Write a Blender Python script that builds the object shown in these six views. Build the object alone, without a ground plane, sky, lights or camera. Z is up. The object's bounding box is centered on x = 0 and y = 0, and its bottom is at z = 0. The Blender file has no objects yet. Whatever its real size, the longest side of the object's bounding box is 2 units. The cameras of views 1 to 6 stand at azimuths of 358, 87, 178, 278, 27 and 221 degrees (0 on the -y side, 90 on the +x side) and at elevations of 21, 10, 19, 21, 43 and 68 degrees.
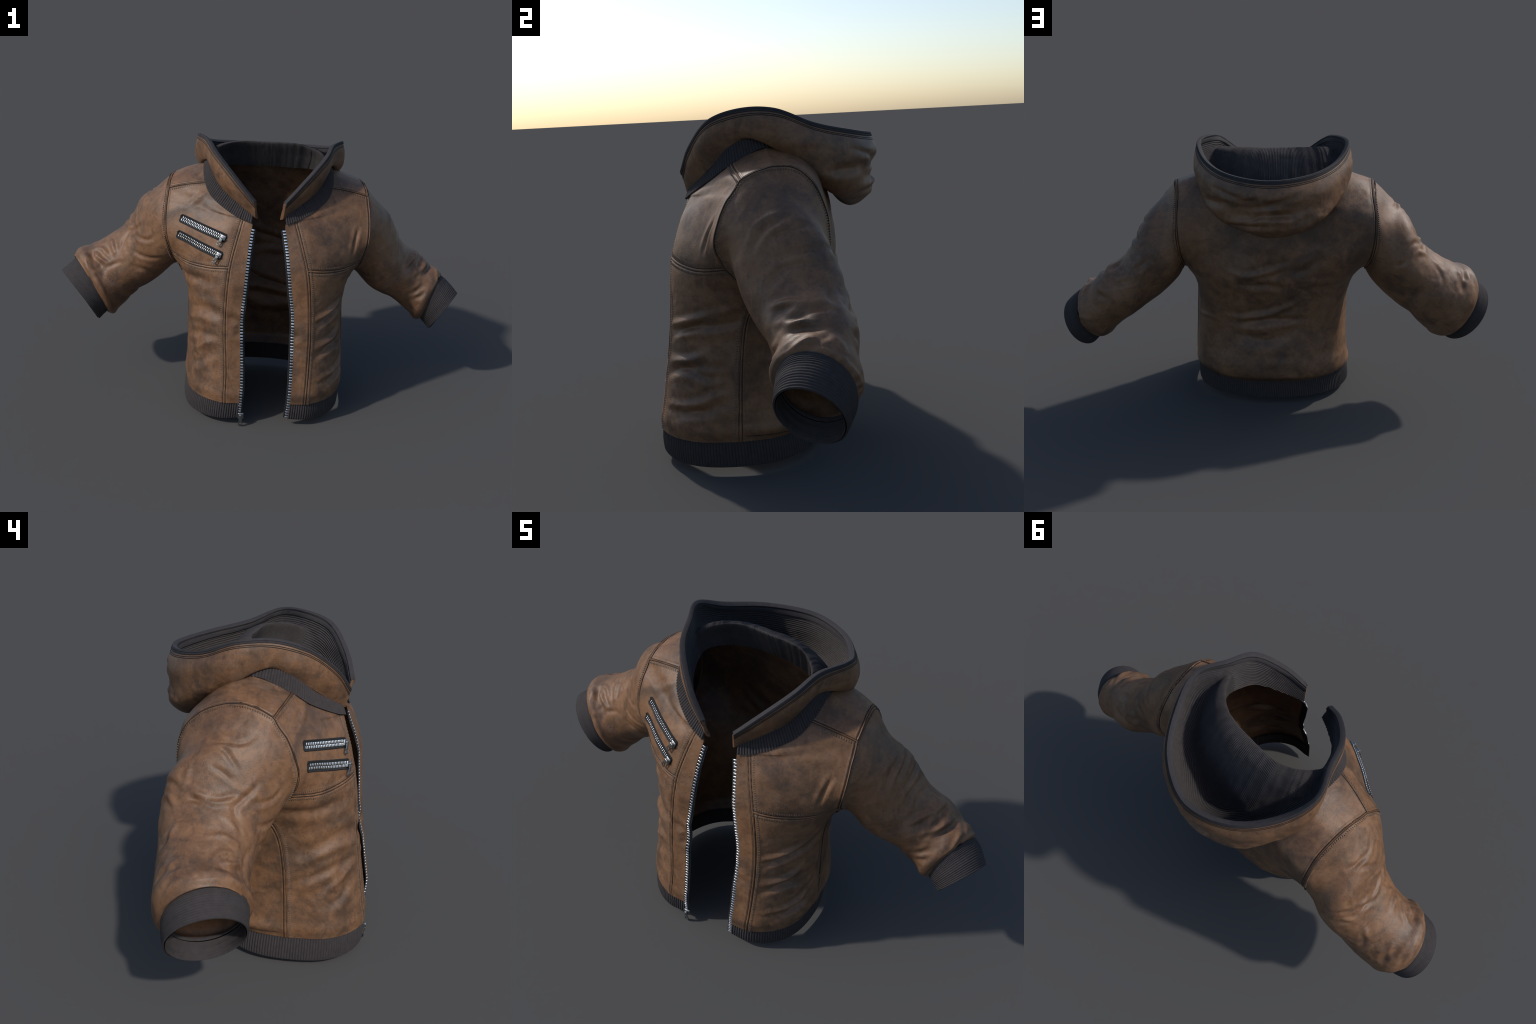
# A worn brown leather hooded jacket standing open: panels, sleeves, hood, rib knit trims, zips, seams.
import bpy, math, random
import numpy as np
from mathutils import Vector
from mathutils.bvhtree import BVHTree

random.seed(7)
RNG = np.random.default_rng(7)

# ------------------------------------------------------------------ small maths helpers
def A(*rows):
    return np.array(rows, dtype=float)

def catmull(P, counts, closed=False):
    """Catmull-Rom through the first axis of P, counts[i] steps in interval i."""
    P = np.asarray(P, float)
    n = len(P)
    m = n if closed else n - 1
    out = []
    for i in range(m):
        if closed:
            p0, p1, p2, p3 = P[(i - 1) % n], P[i], P[(i + 1) % n], P[(i + 2) % n]
        else:
            p1, p2 = P[i], P[i + 1]
            p0 = P[i - 1] if i > 0 else 2 * p1 - p2
            p3 = P[i + 2] if i + 2 < n else 2 * p2 - p1
        # chord-aware tangents so uneven spacing does not overshoot
        shape = (p1.shape[0],) + (1,) * 0
        d0 = np.linalg.norm(p1 - p0, axis=-1, keepdims=True) + 1e-9
        d1 = np.linalg.norm(p2 - p1, axis=-1, keepdims=True) + 1e-9
        d2 = np.linalg.norm(p3 - p2, axis=-1, keepdims=True) + 1e-9
        d0, d1, d2 = d0 ** .5, d1 ** .5, d2 ** .5
        t1 = ((p1 - p0) / d0 - (p2 - p0) / (d0 + d1) + (p2 - p1) / d1) * d1
        t2 = ((p2 - p1) / d1 - (p3 - p1) / (d1 + d2) + (p3 - p2) / d2) * d1
        k = counts[i] if not isinstance(counts, int) else counts
        for j in range(k):
            t = j / k
            h1 = 2 * t**3 - 3 * t**2 + 1
            h2 = t**3 - 2 * t**2 + t
            h3 = -2 * t**3 + 3 * t**2
            h4 = t**3 - t**2
            out.append(h1 * p1 + h2 * t1 + h3 * p2 + h4 * t2)
    if not closed:
        out.append(P[-1])
    return np.array(out)

def steps(P, size, axis=0):
    """How many steps each control interval needs so that it is about `size` long."""
    P = np.asarray(P, float)
    d = np.linalg.norm(np.diff(P, axis=axis), axis=-1)
    d = d.max(axis=1 - axis) if d.ndim == 2 else d
    return [max(2, int(math.ceil(v / size))) for v in d]

def patch(ctrl, su, sv):
    """Smooth surface through a net of control points: ctrl[row][col] -> grid[v][u]."""
    ctrl = np.asarray(ctrl, float)
    cu = su if isinstance(su, list) else steps(ctrl, su, axis=1)
    cv = sv if isinstance(sv, list) else steps(ctrl, sv, axis=0)
    rows = np.array([catmull(r, cu) for r in ctrl])
    return catmull(rows, cv)

def resample(poly, n):
    poly = np.asarray(poly, float)
    d = np.r_[0, np.cumsum(np.linalg.norm(np.diff(poly, axis=0), axis=1))]
    t = np.linspace(0, d[-1], n)
    return np.stack([np.interp(t, d, poly[:, k]) for k in range(poly.shape[1])], 1)

def length(poly):
    return float(np.linalg.norm(np.diff(poly, axis=0), axis=1).sum())

def smoothstep(a, b, x):
    t = np.clip((x - a) / (b - a), 0, 1)
    return t * t * (3 - 2 * t)

def unit(v):
    return v / (np.linalg.norm(v, axis=-1, keepdims=True) + 1e-12)

def noise3(P, seed=0):
    """Smooth lattice noise in -1..1."""
    P = np.asarray(P, float) + seed * 17.31
    i = np.floor(P).astype(np.int64)
    f = P - i
    f = f * f * f * (f * (f * 6 - 15) + 10)
    def h(dx, dy, dz):
        n = (i[:, 0] + dx) * 374761393 + (i[:, 1] + dy) * 668265263 + (i[:, 2] + dz) * 2147483647 + seed * 974711
        n = (n ^ (n >> 13)) * 1274126177
        n = n ^ (n >> 16)
        return (n & 0xffff) / 32767.5 - 1
    x, y, z = f.T
    c = [[[h(a, b, d) for d in (0, 1)] for b in (0, 1)] for a in (0, 1)]
    l = lambda p, q, t: p + (q - p) * t
    return l(l(l(c[0][0][0], c[1][0][0], x), l(c[0][1][0], c[1][1][0], x), y),
             l(l(c[0][0][1], c[1][0][1], x), l(c[0][1][1], c[1][1][1], x), y), z)

def fbm(P, octaves=3, seed=0):
    s, a = 0, 1
    for k in range(octaves):
        s = s + a * noise3(P * 2**k, seed + k)
        a *= .5
    return s

# ------------------------------------------------------------------ how the whole jacket stands
def pose(X, side, hood=False):
    """Half pattern (X outwards) -> world: the hem leans a little to +x, the jacket is slightly turned,
    the hood is turned a little more, and the back of the -x armhole sags outwards."""
    X = np.asarray(X, float)
    h, y, z = X[..., 0], X[..., 1], X[..., 2]
    x = side * h + .022 * np.clip(1 - z / .9, 0, 1) * smoothstep(-.12, .28, z) + .004
    turn = smoothstep(.45, .80, z) + (1 - smoothstep(.45, .80, z)) * smoothstep(-.25, .05, y)
    k = .04 * turn + .055 * smoothstep(1.08, 1.2, z)
    if hood:
        k = .04 + .055 * smoothstep(1.08, 1.2, z + .6 * np.clip(y, 0, 1))
        x = x + .085 * np.clip(y, 0, 1)
    blade = smoothstep(.08, .38, h) * smoothstep(.60, .74, z) * (1 - smoothstep(.99, 1.07, z)) * smoothstep(.0, .12, y)
    y = y + (.042 if side == -1 else -.014) * blade
    return np.stack([x, y - k * x, z], -1)

# ------------------------------------------------------------------ mesh building
def grid_faces(nv, nu, close_u=False, close_v=False, flip=False, base=0):
    u1 = nu if close_u else nu - 1
    v1 = nv if close_v else nv - 1
    j, i = np.meshgrid(np.arange(v1), np.arange(u1), indexing='ij')
    a = j * nu + i
    b = j * nu + (i + 1) % nu
    c = ((j + 1) % nv) * nu + (i + 1) % nu
    d = ((j + 1) % nv) * nu + i
    F = np.stack([a, b, c, d], -1).reshape(-1, 4) + base
    return F[:, ::-1] if flip else F

def normals_of(V, F):
    n = np.cross(V[F[:, 2]] - V[F[:, 0]], V[F[:, 3]] - V[F[:, 1]])
    N = np.zeros_like(V)
    for k in range(4):
        np.add.at(N, F[:, k], n)
    return unit(N)

def weld_normals(parts):
    """Average normals of coincident border vertices over several (V, N)."""
    acc = {}
    keys = []
    for V, N in parts:
        k = [tuple(q) for q in np.round(V * 20000).astype(np.int64)]
        keys.append(k)
        for q, n in zip(k, N):
            if q in acc:
                acc[q] = acc[q] + n
            else:
                acc[q] = n
    return [unit(np.array([acc[q] for q in k])) for k in keys]

def make_mesh(name, V, F, mat, parent=None, N=None, smooth=True, sharp=None):
    me = bpy.data.meshes.new(name)
    V = np.asarray(V, np.float64)
    me.vertices.add(len(V))
    me.vertices.foreach_set('co', V.astype(np.float32).ravel())
    F = [np.asarray(f, np.int32) for f in F] if isinstance(F, list) else np.asarray(F, np.int32)
    if isinstance(F, list):
        tot = np.array([len(f) for f in F], np.int32)
        flat = np.concatenate(F)
    else:
        tot = np.full(len(F), F.shape[1], np.int32)
        flat = F.ravel()
    start = np.r_[0, np.cumsum(tot)[:-1]].astype(np.int32)
    me.loops.add(len(flat))
    me.loops.foreach_set('vertex_index', flat)
    me.polygons.add(len(tot))
    me.polygons.foreach_set('loop_start', start)
    me.polygons.foreach_set('loop_total', tot)
    me.update(calc_edges=True)
    me.validate()
    if smooth is True:
        me.polygons.foreach_set('use_smooth', np.ones(len(tot), bool))
    elif smooth:
        me.polygons.foreach_set('use_smooth', np.ones(len(tot), bool))
        me.set_sharp_from_angle(angle=math.radians(smooth))
    if N is not None:
        me.normals_split_custom_set_from_vertices(np.asarray(N, np.float32).tolist())
    me.materials.append(mat)
    ob = bpy.data.objects.new(name, me)
    bpy.context.scene.collection.objects.link(ob)
    if parent is not None:
        ob.parent = parent
    return ob

def thick_sheet(name, G, N, thickness, mat, parent, close_u=False, flip=False):
    """Closed sheet: outer grid G with normals N, inner copy pushed in, joined round the edges."""
    nv, nu = G.shape[:2]
    V = G.reshape(-1, 3)
    Nn = N.reshape(-1, 3)
    inner = V - Nn * thickness
    n = len(V)
    Fo = grid_faces(nv, nu, close_u, flip=flip)
    Fi = grid_faces(nv, nu, close_u, flip=not flip, base=n)
    idx = np.arange(n).reshape(nv, nu)
    def strip(line, rev):
        a, b = line[:-1], line[1:]
        q = np.stack([a, a + n, b + n, b], -1)
        return q[:, ::-1] if rev else q
    S = []
    row0, row1 = idx[0], idx[-1]
    if close_u:
        row0 = np.r_[row0, row0[0]]
        row1 = np.r_[row1, row1[0]]
    S.append(strip(row0, flip))
    S.append(strip(row1, not flip))
    if not close_u:
        S.append(strip(idx[:, 0], not flip))
        S.append(strip(idx[:, -1], flip))
    # edge strips get their own vertices so the outer and inner shading stay clean
    S = np.concatenate(S)
    used, inv = np.unique(S, return_inverse=True)
    allV = np.concatenate([V, inner])
    S2 = inv.reshape(S.shape) + 2 * n
    VV = np.concatenate([allV, allV[used]])
    FF = np.concatenate([Fo, Fi, S2])
    ns = normals_of(allV[used], inv.reshape(S.shape))
    NN = np.concatenate([Nn, -Nn, ns])
    return make_mesh(name, VV, FF, mat, parent, N=NN)

def frame_along(path, closed=False):
    if closed:
        T = unit(np.roll(path, -1, 0) - np.roll(path, 1, 0))
    else:
        T = unit(np.gradient(path, axis=0))
    return T

def sweep(path, normal, profile, closed_profile=True):
    """Sweep a 2D profile (side, up) along a path whose up direction is `normal`."""
    T = frame_along(path)
    Up = unit(normal - (normal * T).sum(1, keepdims=True) * T)
    S = np.cross(T, Up)
    prof = np.asarray(profile, float)
    V = path[:, None] + S[:, None] * prof[None, :, :1] + Up[:, None] * prof[None, :, 1:]
    n, m = V.shape[:2]
    F = grid_faces(n, m, close_u=closed_profile)
    F = [f for f in F]
    if closed_profile:
        F.append(np.arange(m)[::-1])
        F.append(np.arange(m) + (n - 1) * m)
    return V.reshape(-1, 3), F

def join(parts):
    V, F, b = [], [], 0
    for v, f in parts:
        V.append(v)
        F += [np.asarray(q) + b for q in f]
        b += len(v)
    return np.concatenate(V), F

# ------------------------------------------------------------------ materials
def nodes_of(name):
    m = bpy.data.materials.new(name)
    m.use_nodes = True
    nt = m.node_tree
    b = nt.nodes['Principled BSDF']
    return m, nt, b

def N_(nt, kind, **kw):
    n = nt.nodes.new(kind)
    for k, v in kw.items():
        if k in n.inputs.keys() if isinstance(k, str) else False:
            n.inputs[k].default_value = v
        else:
            setattr(n, k, v)
    return n

def noise_node(nt, vec, scale, detail=4, rough=.6, dist=0.):
    n = nt.nodes.new('ShaderNodeTexNoise')
    n.inputs['Scale'].default_value = scale
    n.inputs['Detail'].default_value = detail
    n.inputs['Roughness'].default_value = rough
    n.inputs['Distortion'].default_value = dist
    nt.links.new(vec, n.inputs['Vector'])
    return n.outputs['Fac']

def ramp(nt, fac, stops):
    r = nt.nodes.new('ShaderNodeValToRGB')
    e = r.color_ramp.elements
    e[0].position, e[0].color = stops[0][0], (*stops[0][1], 1)
    e[1].position, e[1].color = stops[-1][0], (*stops[-1][1], 1)
    for p, c in stops[1:-1]:
        q = e.new(p)
        q.color = (*c, 1)
    nt.links.new(fac, r.inputs['Fac'])
    return r.outputs['Color']

def mixc(nt, fac, a, b, blend='MIX'):
    m = nt.nodes.new('ShaderNodeMix')
    m.data_type = 'RGBA'
    m.blend_type = blend
    if isinstance(fac, (int, float)):
        m.inputs['Factor'].default_value = fac
    else:
        nt.links.new(fac, m.inputs['Factor'])
    for s, v in ((6, a), (7, b)):
        if isinstance(v, tuple):
            m.inputs[s].default_value = (*v, 1)
        else:
            nt.links.new(v, m.inputs[s])
    return m.outputs[2]

def math_(nt, op, a, b=None, c=None):
    m = nt.nodes.new('ShaderNodeMath')
    m.operation = op
    for i, v in enumerate((a, b, c)):
        if v is None:
            continue
        if isinstance(v, (int, float)):
            m.inputs[i].default_value = v
        else:
            nt.links.new(v, m.inputs[i])
    return m.outputs[0]

def grey(v):
    return (v, v, v)

def leather_material():
    m, nt, b = nodes_of('worn_brown_leather')
    co = nt.nodes.new('ShaderNodeTexCoord').outputs['Object']
    big = noise_node(nt, co, 5.5, 6, .60, .8)
    mid = noise_node(nt, co, 16, 7, .68, .9)
    fine = noise_node(nt, co, 75, 5, .72)
    base = ramp(nt, mid, [(.30, LEATHER['shade']), (.50, LEATHER['base']), (.72, LEATHER['light'])])
    # broad patches of fold shade painted into the leather, broken up by finer blotches
    blot = math_(nt, 'ADD', math_(nt, 'MULTIPLY', big, .62), math_(nt, 'MULTIPLY', noise_node(nt, co, 24, 7, .74, .6), .38))
    painted_fold_shade = ramp(nt, blot, [(.458, grey(0)), (.605, grey(1))])
    col = mixc(nt, math_(nt, 'MULTIPLY', painted_fold_shade, .68), base, LEATHER['dark'])
    worn = ramp(nt, noise_node(nt, co, 8.5, 6, .62, .9), [(.54, grey(0)), (.74, grey(1))])
    col = mixc(nt, math_(nt, 'MULTIPLY', worn, .50), col, LEATHER['rubbed'])
    fleck = ramp(nt, fine, [(.33, grey(1)), (.47, grey(0))])
    col = mixc(nt, math_(nt, 'MULTIPLY', fleck, .42), col, LEATHER['dark'])
    nt.links.new(col, b.inputs['Base Color'])
    rr = nt.nodes.new('ShaderNodeMapRange')
    rr.inputs['To Min'].default_value = .44
    rr.inputs['To Max'].default_value = .64
    nt.links.new(mid, rr.inputs['Value'])
    nt.links.new(rr.outputs[0], b.inputs['Roughness'])
    b.inputs['Specular IOR Level'].default_value = .45
    vor = nt.nodes.new('ShaderNodeTexVoronoi')
    vor.inputs['Scale'].default_value = 240
    nt.links.new(co, vor.inputs['Vector'])
    hgt = math_(nt, 'ADD', math_(nt, 'MULTIPLY', vor.outputs['Distance'], .5), math_(nt, 'MULTIPLY', fine, 1.0))
    bp = nt.nodes.new('ShaderNodeBump')
    bp.inputs['Strength'].default_value = .3
    bp.inputs['Distance'].default_value = .002
    nt.links.new(hgt, bp.inputs['Height'])
    nt.links.new(bp.outputs[0], b.inputs['Normal'])
    return m

def cloth_material(name, col, col2, rough=.85, scale=60, bump=.3, spec=.25):
    m, nt, b = nodes_of(name)
    co = nt.nodes.new('ShaderNodeTexCoord').outputs['Object']
    n = noise_node(nt, co, scale, 5, .65)
    nt.links.new(ramp(nt, n, [(.3, col2), (.7, col)]), b.inputs['Base Color'])
    b.inputs['Roughness'].default_value = rough
    b.inputs['Specular IOR Level'].default_value = spec
    bp = nt.nodes.new('ShaderNodeBump')
    bp.inputs['Strength'].default_value = bump
    bp.inputs['Distance'].default_value = .0015
    nt.links.new(noise_node(nt, co, 420, 3, .6), bp.inputs['Height'])
    nt.links.new(bp.outputs[0], b.inputs['Normal'])
    return m

def metal_material(name, col, rough, dark=.5):
    m, nt, b = nodes_of(name)
    co = nt.nodes.new('ShaderNodeTexCoord').outputs['Object']
    n = noise_node(nt, co, 120, 4, .7)
    nt.links.new(ramp(nt, n, [(.3, tuple(c * dark for c in col)), (.6, col)]), b.inputs['Base Color'])
    b.inputs['Metallic'].default_value = 1
    b.inputs['Roughness'].default_value = rough
    return m

LEATHER = dict(base=(.164, .081, .038), light=(.202, .106, .054), shade=(.114, .054, .026),
               dark=(.036, .025, .019), rubbed=(.184, .114, .076))
M_LEATHER = leather_material()
M_GROOVE = cloth_material('dark_seam_line', (.030, .018, .012), (.018, .011, .008), .7)
M_STITCH = cloth_material('seam_thread', (.150, .100, .070), (.060, .042, .032), .7, scale=140)
M_RIB = cloth_material('charcoal_rib_knit', (.042, .036, .037), (.030, .026, .027), .9)
M_LINING = cloth_material('charcoal_knit_lining', (.048, .042, .042), (.034, .030, .030), .9)
M_TRIM = cloth_material('charcoal_edge_binding', (.036, .032, .034), (.025, .023, .025), .8)
M_TAPE = cloth_material('black_zip_tape', (.022, .023, .025), (.012, .012, .014), .8)
M_TOOTH = metal_material('bright_zip_metal', (.86, .87, .89), .24)
M_SLIDER = metal_material('dull_zip_metal', (.36, .37, .38), .38)

# ------------------------------------------------------------------ root
root = bpy.data.objects.new('hooded_jacket', None)
bpy.context.scene.collection.objects.link(root)
root['label'] = 'worn brown leather jacket with dark ribbed hood, standing open'
root['category'] = 'jacket'

# ------------------------------------------------------------------ torso pattern (half, X outwards)
# front rows run from the zip edge to the side seam / front of the armhole, hem to shoulder seam
FRONT = A(
    [(.118, -.426, .118), (.200, -.420, .118), (.290, -.368, .118), (.352, -.278, .118), (.374, -.135, .118)],
    [(.119, -.415, .190), (.202, -.410, .190), (.294, -.360, .190), (.357, -.268, .190), (.378, -.130, .190)],
    [(.120, -.402, .270), (.203, -.397, .270), (.292, -.345, .270), (.352, -.255, .270), (.374, -.125, .270)],
    [(.122, -.380, .400), (.203, -.378, .400), (.288, -.322, .400), (.348, -.232, .400), (.371, -.115, .400)],
    [(.122, -.360, .530), (.203, -.362, .530), (.286, -.305, .530), (.346, -.218, .530), (.369, -.093, .530)],
    [(.116, -.353, .595), (.200, -.355, .595), (.287, -.298, .595), (.352, -.212, .595), (.381, -.065, .595)],
    [(.109, -.346, .650), (.197, -.350, .650), (.290, -.292, .648), (.360, -.212, .645), (.420, -.025, .648)],
    [(.104, -.340, .700), (.195, -.343, .700), (.295, -.285, .700), (.372, -.215, .697), (.437, -.098, .700)],
    [(.099, -.333, .750), (.190, -.335, .755), (.302, -.275, .755), (.385, -.215, .752), (.447, -.145, .755)],
    [(.090, -.310, .830), (.188, -.312, .835), (.300, -.262, .835), (.395, -.200, .835), (.466, -.168, .830)],
    [(.080, -.288, .900), (.180, -.286, .905), (.293, -.238, .910), (.390, -.178, .910), (.472, -.150, .905)],
    [(.076, -.274, .948), (.165, -.255, .955), (.280, -.212, .960), (.383, -.158, .965), (.469, -.120, .970)],
    [(.140, -.256, .969), (.217, -.230, .977), (.305, -.182, .982), (.390, -.138, .988), (.467, -.102, .992)],
    [(.210, -.212, 1.001), (.268, -.186, 1.008), (.337, -.150, 1.010), (.403, -.116, 1.010), (.464, -.086, 1.014)],
    [(.262, -.160, 1.037), (.310, -.145, 1.038), (.362, -.124, 1.036), (.413, -.100, 1.030), (.463, -.079, 1.026)],
    [(.286, -.105, 1.078), (.331, -.100, 1.072), (.377, -.092, 1.062), (.420, -.082, 1.050), (.461, -.072, 1.036)])
# back rows run from the side seam / back of the armhole to the centre back: hollow waist, blousing over the hem
BACK = A(
    [(.374, -.135, .118), (.360, -.020, .118), (.312, .070, .118), (.242, .130, .118), (.158, .168, .118), (.080, .183, .118), (0, .187, .118)],
    [(.378, -.130, .190), (.367, -.012, .190), (.330, .095, .190), (.258, .166, .190), (.168, .210, .190), (.083, .223, .190), (0, .227, .190)],
    [(.374, -.125, .270), (.360, -.010, .270), (.322, .090, .270), (.250, .157, .270), (.163, .199, .270), (.080, .214, .270), (0, .218, .270)],
    [(.371, -.115, .400), (.352, -.005, .400), (.312, .086, .400), (.244, .152, .400), (.161, .188, .400), (.080, .200, .400), (0, .203, .400)],
    [(.369, -.093, .530), (.360, .010, .530), (.318, .100, .530), (.255, .168, .530), (.170, .205, .530), (.085, .218, .530), (0, .220, .530)],
    [(.381, -.065, .595), (.376, .025, .595), (.335, .118, .595), (.270, .188, .595), (.178, .226, .595), (.090, .240, .595), (0, .242, .595)],
    [(.420, -.025, .648), (.405, .048, .650), (.365, .138, .650), (.285, .207, .650), (.183, .243, .650), (.090, .256, .650), (0, .258, .650)],
    [(.421, .060, .663), (.408, .100, .675), (.375, .160, .690), (.295, .218, .700), (.190, .248, .700), (.095, .262, .700), (0, .264, .700)],
    [(.425, .135, .705), (.405, .165, .720), (.365, .198, .740), (.295, .230, .750), (.190, .250, .755), (.095, .263, .760), (0, .266, .760)],
    [(.435, .205, .780), (.410, .213, .790), (.365, .225, .800), (.295, .238, .815), (.190, .249, .820), (.095, .260, .820), (0, .263, .820)],
    [(.443, .225, .870), (.415, .228, .875), (.370, .232, .880), (.295, .238, .890), (.190, .242, .895), (.095, .250, .895), (0, .253, .895)],
    [(.443, .205, .960), (.415, .213, .965), (.370, .220, .970), (.295, .224, .975), (.190, .228, .975), (.095, .236, .975), (0, .239, .975)],
    [(.438, .165, 1.025), (.410, .175, 1.035), (.365, .180, 1.045), (.290, .190, 1.050), (.190, .200, 1.045), (.095, .212, 1.040), (0, .217, 1.040)],
    [(.443, .100, 1.066), (.411, .105, 1.080), (.365, .110, 1.096), (.300, .120, 1.107), (.200, .168, 1.092), (.100, .195, 1.085), (0, .205, 1.085)],
    [(.450, .030, 1.072), (.405, .030, 1.088), (.348, .030, 1.110), (.294, .030, 1.131), (.250, .110, 1.118), (.140, .180, 1.110), (0, .200, 1.108)])
SHOULDER_MID = A((.458, -.025, 1.058), (.410, -.030, 1.074), (.352, -.037, 1.093), (.296, -.040, 1.110))
FRONT[1:10, 0, 1] -= .004
ARMPIT_ROW = 6
RES = .0038

front_cu = steps(FRONT, RES, axis=1)
front_cv = steps(FRONT, RES, axis=0)
back_cv = front_cv[:ARMPIT_ROW] + steps(BACK, RES, axis=0)[ARMPIT_ROW:]
back_cu_half = steps(BACK, RES, axis=1)
armpit_index = sum(front_cv[:ARMPIT_ROW])

front = {s: patch(pose(FRONT, s), front_cu, front_cv) for s in (1, -1)}
BACK_FULL = np.concatenate([pose(BACK, 1), pose(BACK[:, ::-1], -1)[:, 1:]], 1)
back = patch(BACK_FULL, back_cu_half + back_cu_half[::-1], back_cv)
back[:armpit_index + 1, 0] = front[1][:armpit_index + 1, -1]
back[:armpit_index + 1, -1] = front[-1][:armpit_index + 1, -1]

# shoulder flaps: from the back piece's top edge forward to the shoulder seam
nsh = sum(back_cu_half[:3])
shoulder = {}
for s in (1, -1):
    top = back[-1, :nsh + 1] if s == 1 else back[-1, ::-1][:nsh + 1]
    mid = catmull(pose(SHOULDER_MID, s), back_cu_half[:3])
    seam = resample(front[s][-1][::-1], nsh + 1)
    ctrl = np.stack([top, mid, seam])
    shoulder[s] = catmull(ctrl, [20, 20])

# armhole loop, starting at the armpit, up the front, over the shoulder, down the back
armhole = {}
for s in (1, -1):
    fr = front[s][armpit_index:, -1]
    sh = shoulder[s][::-1, 0]
    bk = (back[armpit_index:, 0] if s == 1 else back[armpit_index:, -1])[::-1]
    armhole[s] = np.concatenate([fr, sh[1:], bk[1:-1]])

# ------------------------------------------------------------------ sleeves: rings from armhole to wrist
# each ring: top (X, z), bottom (X, z), centre y, half depth, tilt of the depth axis (X, z), backward lean of the top
SLEEVE_RINGS = {
    -1: [((.535, .985), (.455, .602), .078, .200, (0, -.025), .010),
         ((.600, .922), (.505, .546), .110, .188, (0, -.015), .025),
         ((.641, .834), (.565, .494), .124, .175, (0, -.010), .030),
         ((.690, .776), (.620, .454), .127, .164, (.01, -.020), .025),
         ((.778, .708), (.680, .389), .125, .157, (.02, -.025), .020),
         ((.866, .660), (.727, .347), .112, .153, (.03, -.02), .015),
         ((.934, .630), (.766, .322), .088, .146, (.05, -.03), .01)],
    1: [((.520, .988), (.465, .612), .020, .170, (0, -.02), -.005),
        ((.602, .908), (.525, .544), .042, .158, (0, -.02), .018),
        ((.651, .818), (.592, .497), .068, .150, (0, -.02), .026),
        ((.710, .728), (.654, .460), .092, .140, (.005, -.02), .02),
        ((.790, .680), (.716, .414), .099, .125, (.015, -.02), .028),
        ((.860, .619), (.766, .376), .094, .121, (.025, -.03), .03),
        ((.924, .574), (.815, .342), .079, .113, (.035, -.04), .025)]}
CUFF_RINGS = {
    -1: [((.910, .622), (.770, .352), .086, .130, (.045, -.03), .01),
         ((.930, .602), (.782, .338), .084, .132, (.045, -.03), .01),
         ((.960, .576), (.799, .319), .079, .131, (.042, -.03), .005),
         ((.992, .548), (.815, .301), .072, .127, (.040, -.03), .005)],
    1: [((.912, .570), (.820, .358), .084, .108, (.035, -.04), .02),
        ((.938, .550), (.830, .342), .080, .110, (.035, -.04), .02),
        ((.968, .522), (.850, .321), .068, .106, (.032, -.038), .012),
        ((.995, .492), (.867, .301), .056, .100, (.030, -.035), .005)]}

def ring(spec, side, n):
    (tx, tz), (bx, bz), yc, ry, (vx, vz), uy = spec
    C = np.array([side * (tx + bx) / 2, yc, (tz + bz) / 2])
    U = np.array([side * (tx - bx) / 2, uy, (tz - bz) / 2])
    W = np.array([side * vx, ry, vz])
    t = np.arange(n) / n * 2 * math.pi
    return C - np.cos(t)[:, None] * U - np.sin(t)[:, None] * W

def quarter_loop(loop, anchors, n):
    """Resample a closed loop so that quarter points fall on the anchors (bottom, front, top, back)."""
    ids = [int(np.argmin(np.linalg.norm(loop - a, axis=1))) for a in anchors]
    out = []
    for k in range(4):
        a, b = ids[k], ids[(k + 1) % 4]
        seg = loop[a:b + 1] if b > a else np.concatenate([loop[a:], loop[:b + 1]])
        out.append(resample(seg, n // 4 + 1)[:-1])
    return np.concatenate(out)

NS = 264
sleeve = {}
for s in (1, -1):
    anchors = pose(A((.420, -.025, .648), (.468, -.165, .850), (.450, .030, 1.072), (.443, .225, .870)), s)
    rings = [quarter_loop(armhole[s], anchors, NS)] + [ring(r, s, NS) for r in SLEEVE_RINGS[s]]
    rings = np.array(rings)
    sleeve[s] = catmull(rings, [max(6, int(v)) for v in np.linalg.norm(np.diff(rings, axis=0), axis=-1).max(1) / .0038])

# ------------------------------------------------------------------ seams (polylines in half pattern space, then laid on the panels)
def tree_of(grids, flips):
    V, F, b = [], [], 0
    for G, fl in zip(grids, flips):
        nv, nu = G.shape[:2]
        V.append(G.reshape(-1, 3))
        F.append(grid_faces(nv, nu, flip=fl, base=b))
        b += nv * nu
    V = np.concatenate(V)
    F = np.concatenate(F)
    return BVHTree.FromPolygons([tuple(v) for v in V], F.tolist()), V, F

def tree_closed(G, flip):
    V = G.reshape(-1, 3)
    return BVHTree.FromPolygons([tuple(v) for v in V], grid_faces(*G.shape[:2], close_u=True, flip=flip).tolist())

torso_grids = [front[1], front[-1], back, shoulder[1], shoulder[-1]]
torso_flips = [False, True, False, False, True]
bvh0, TV, TF = tree_of(torso_grids, torso_flips)

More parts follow.
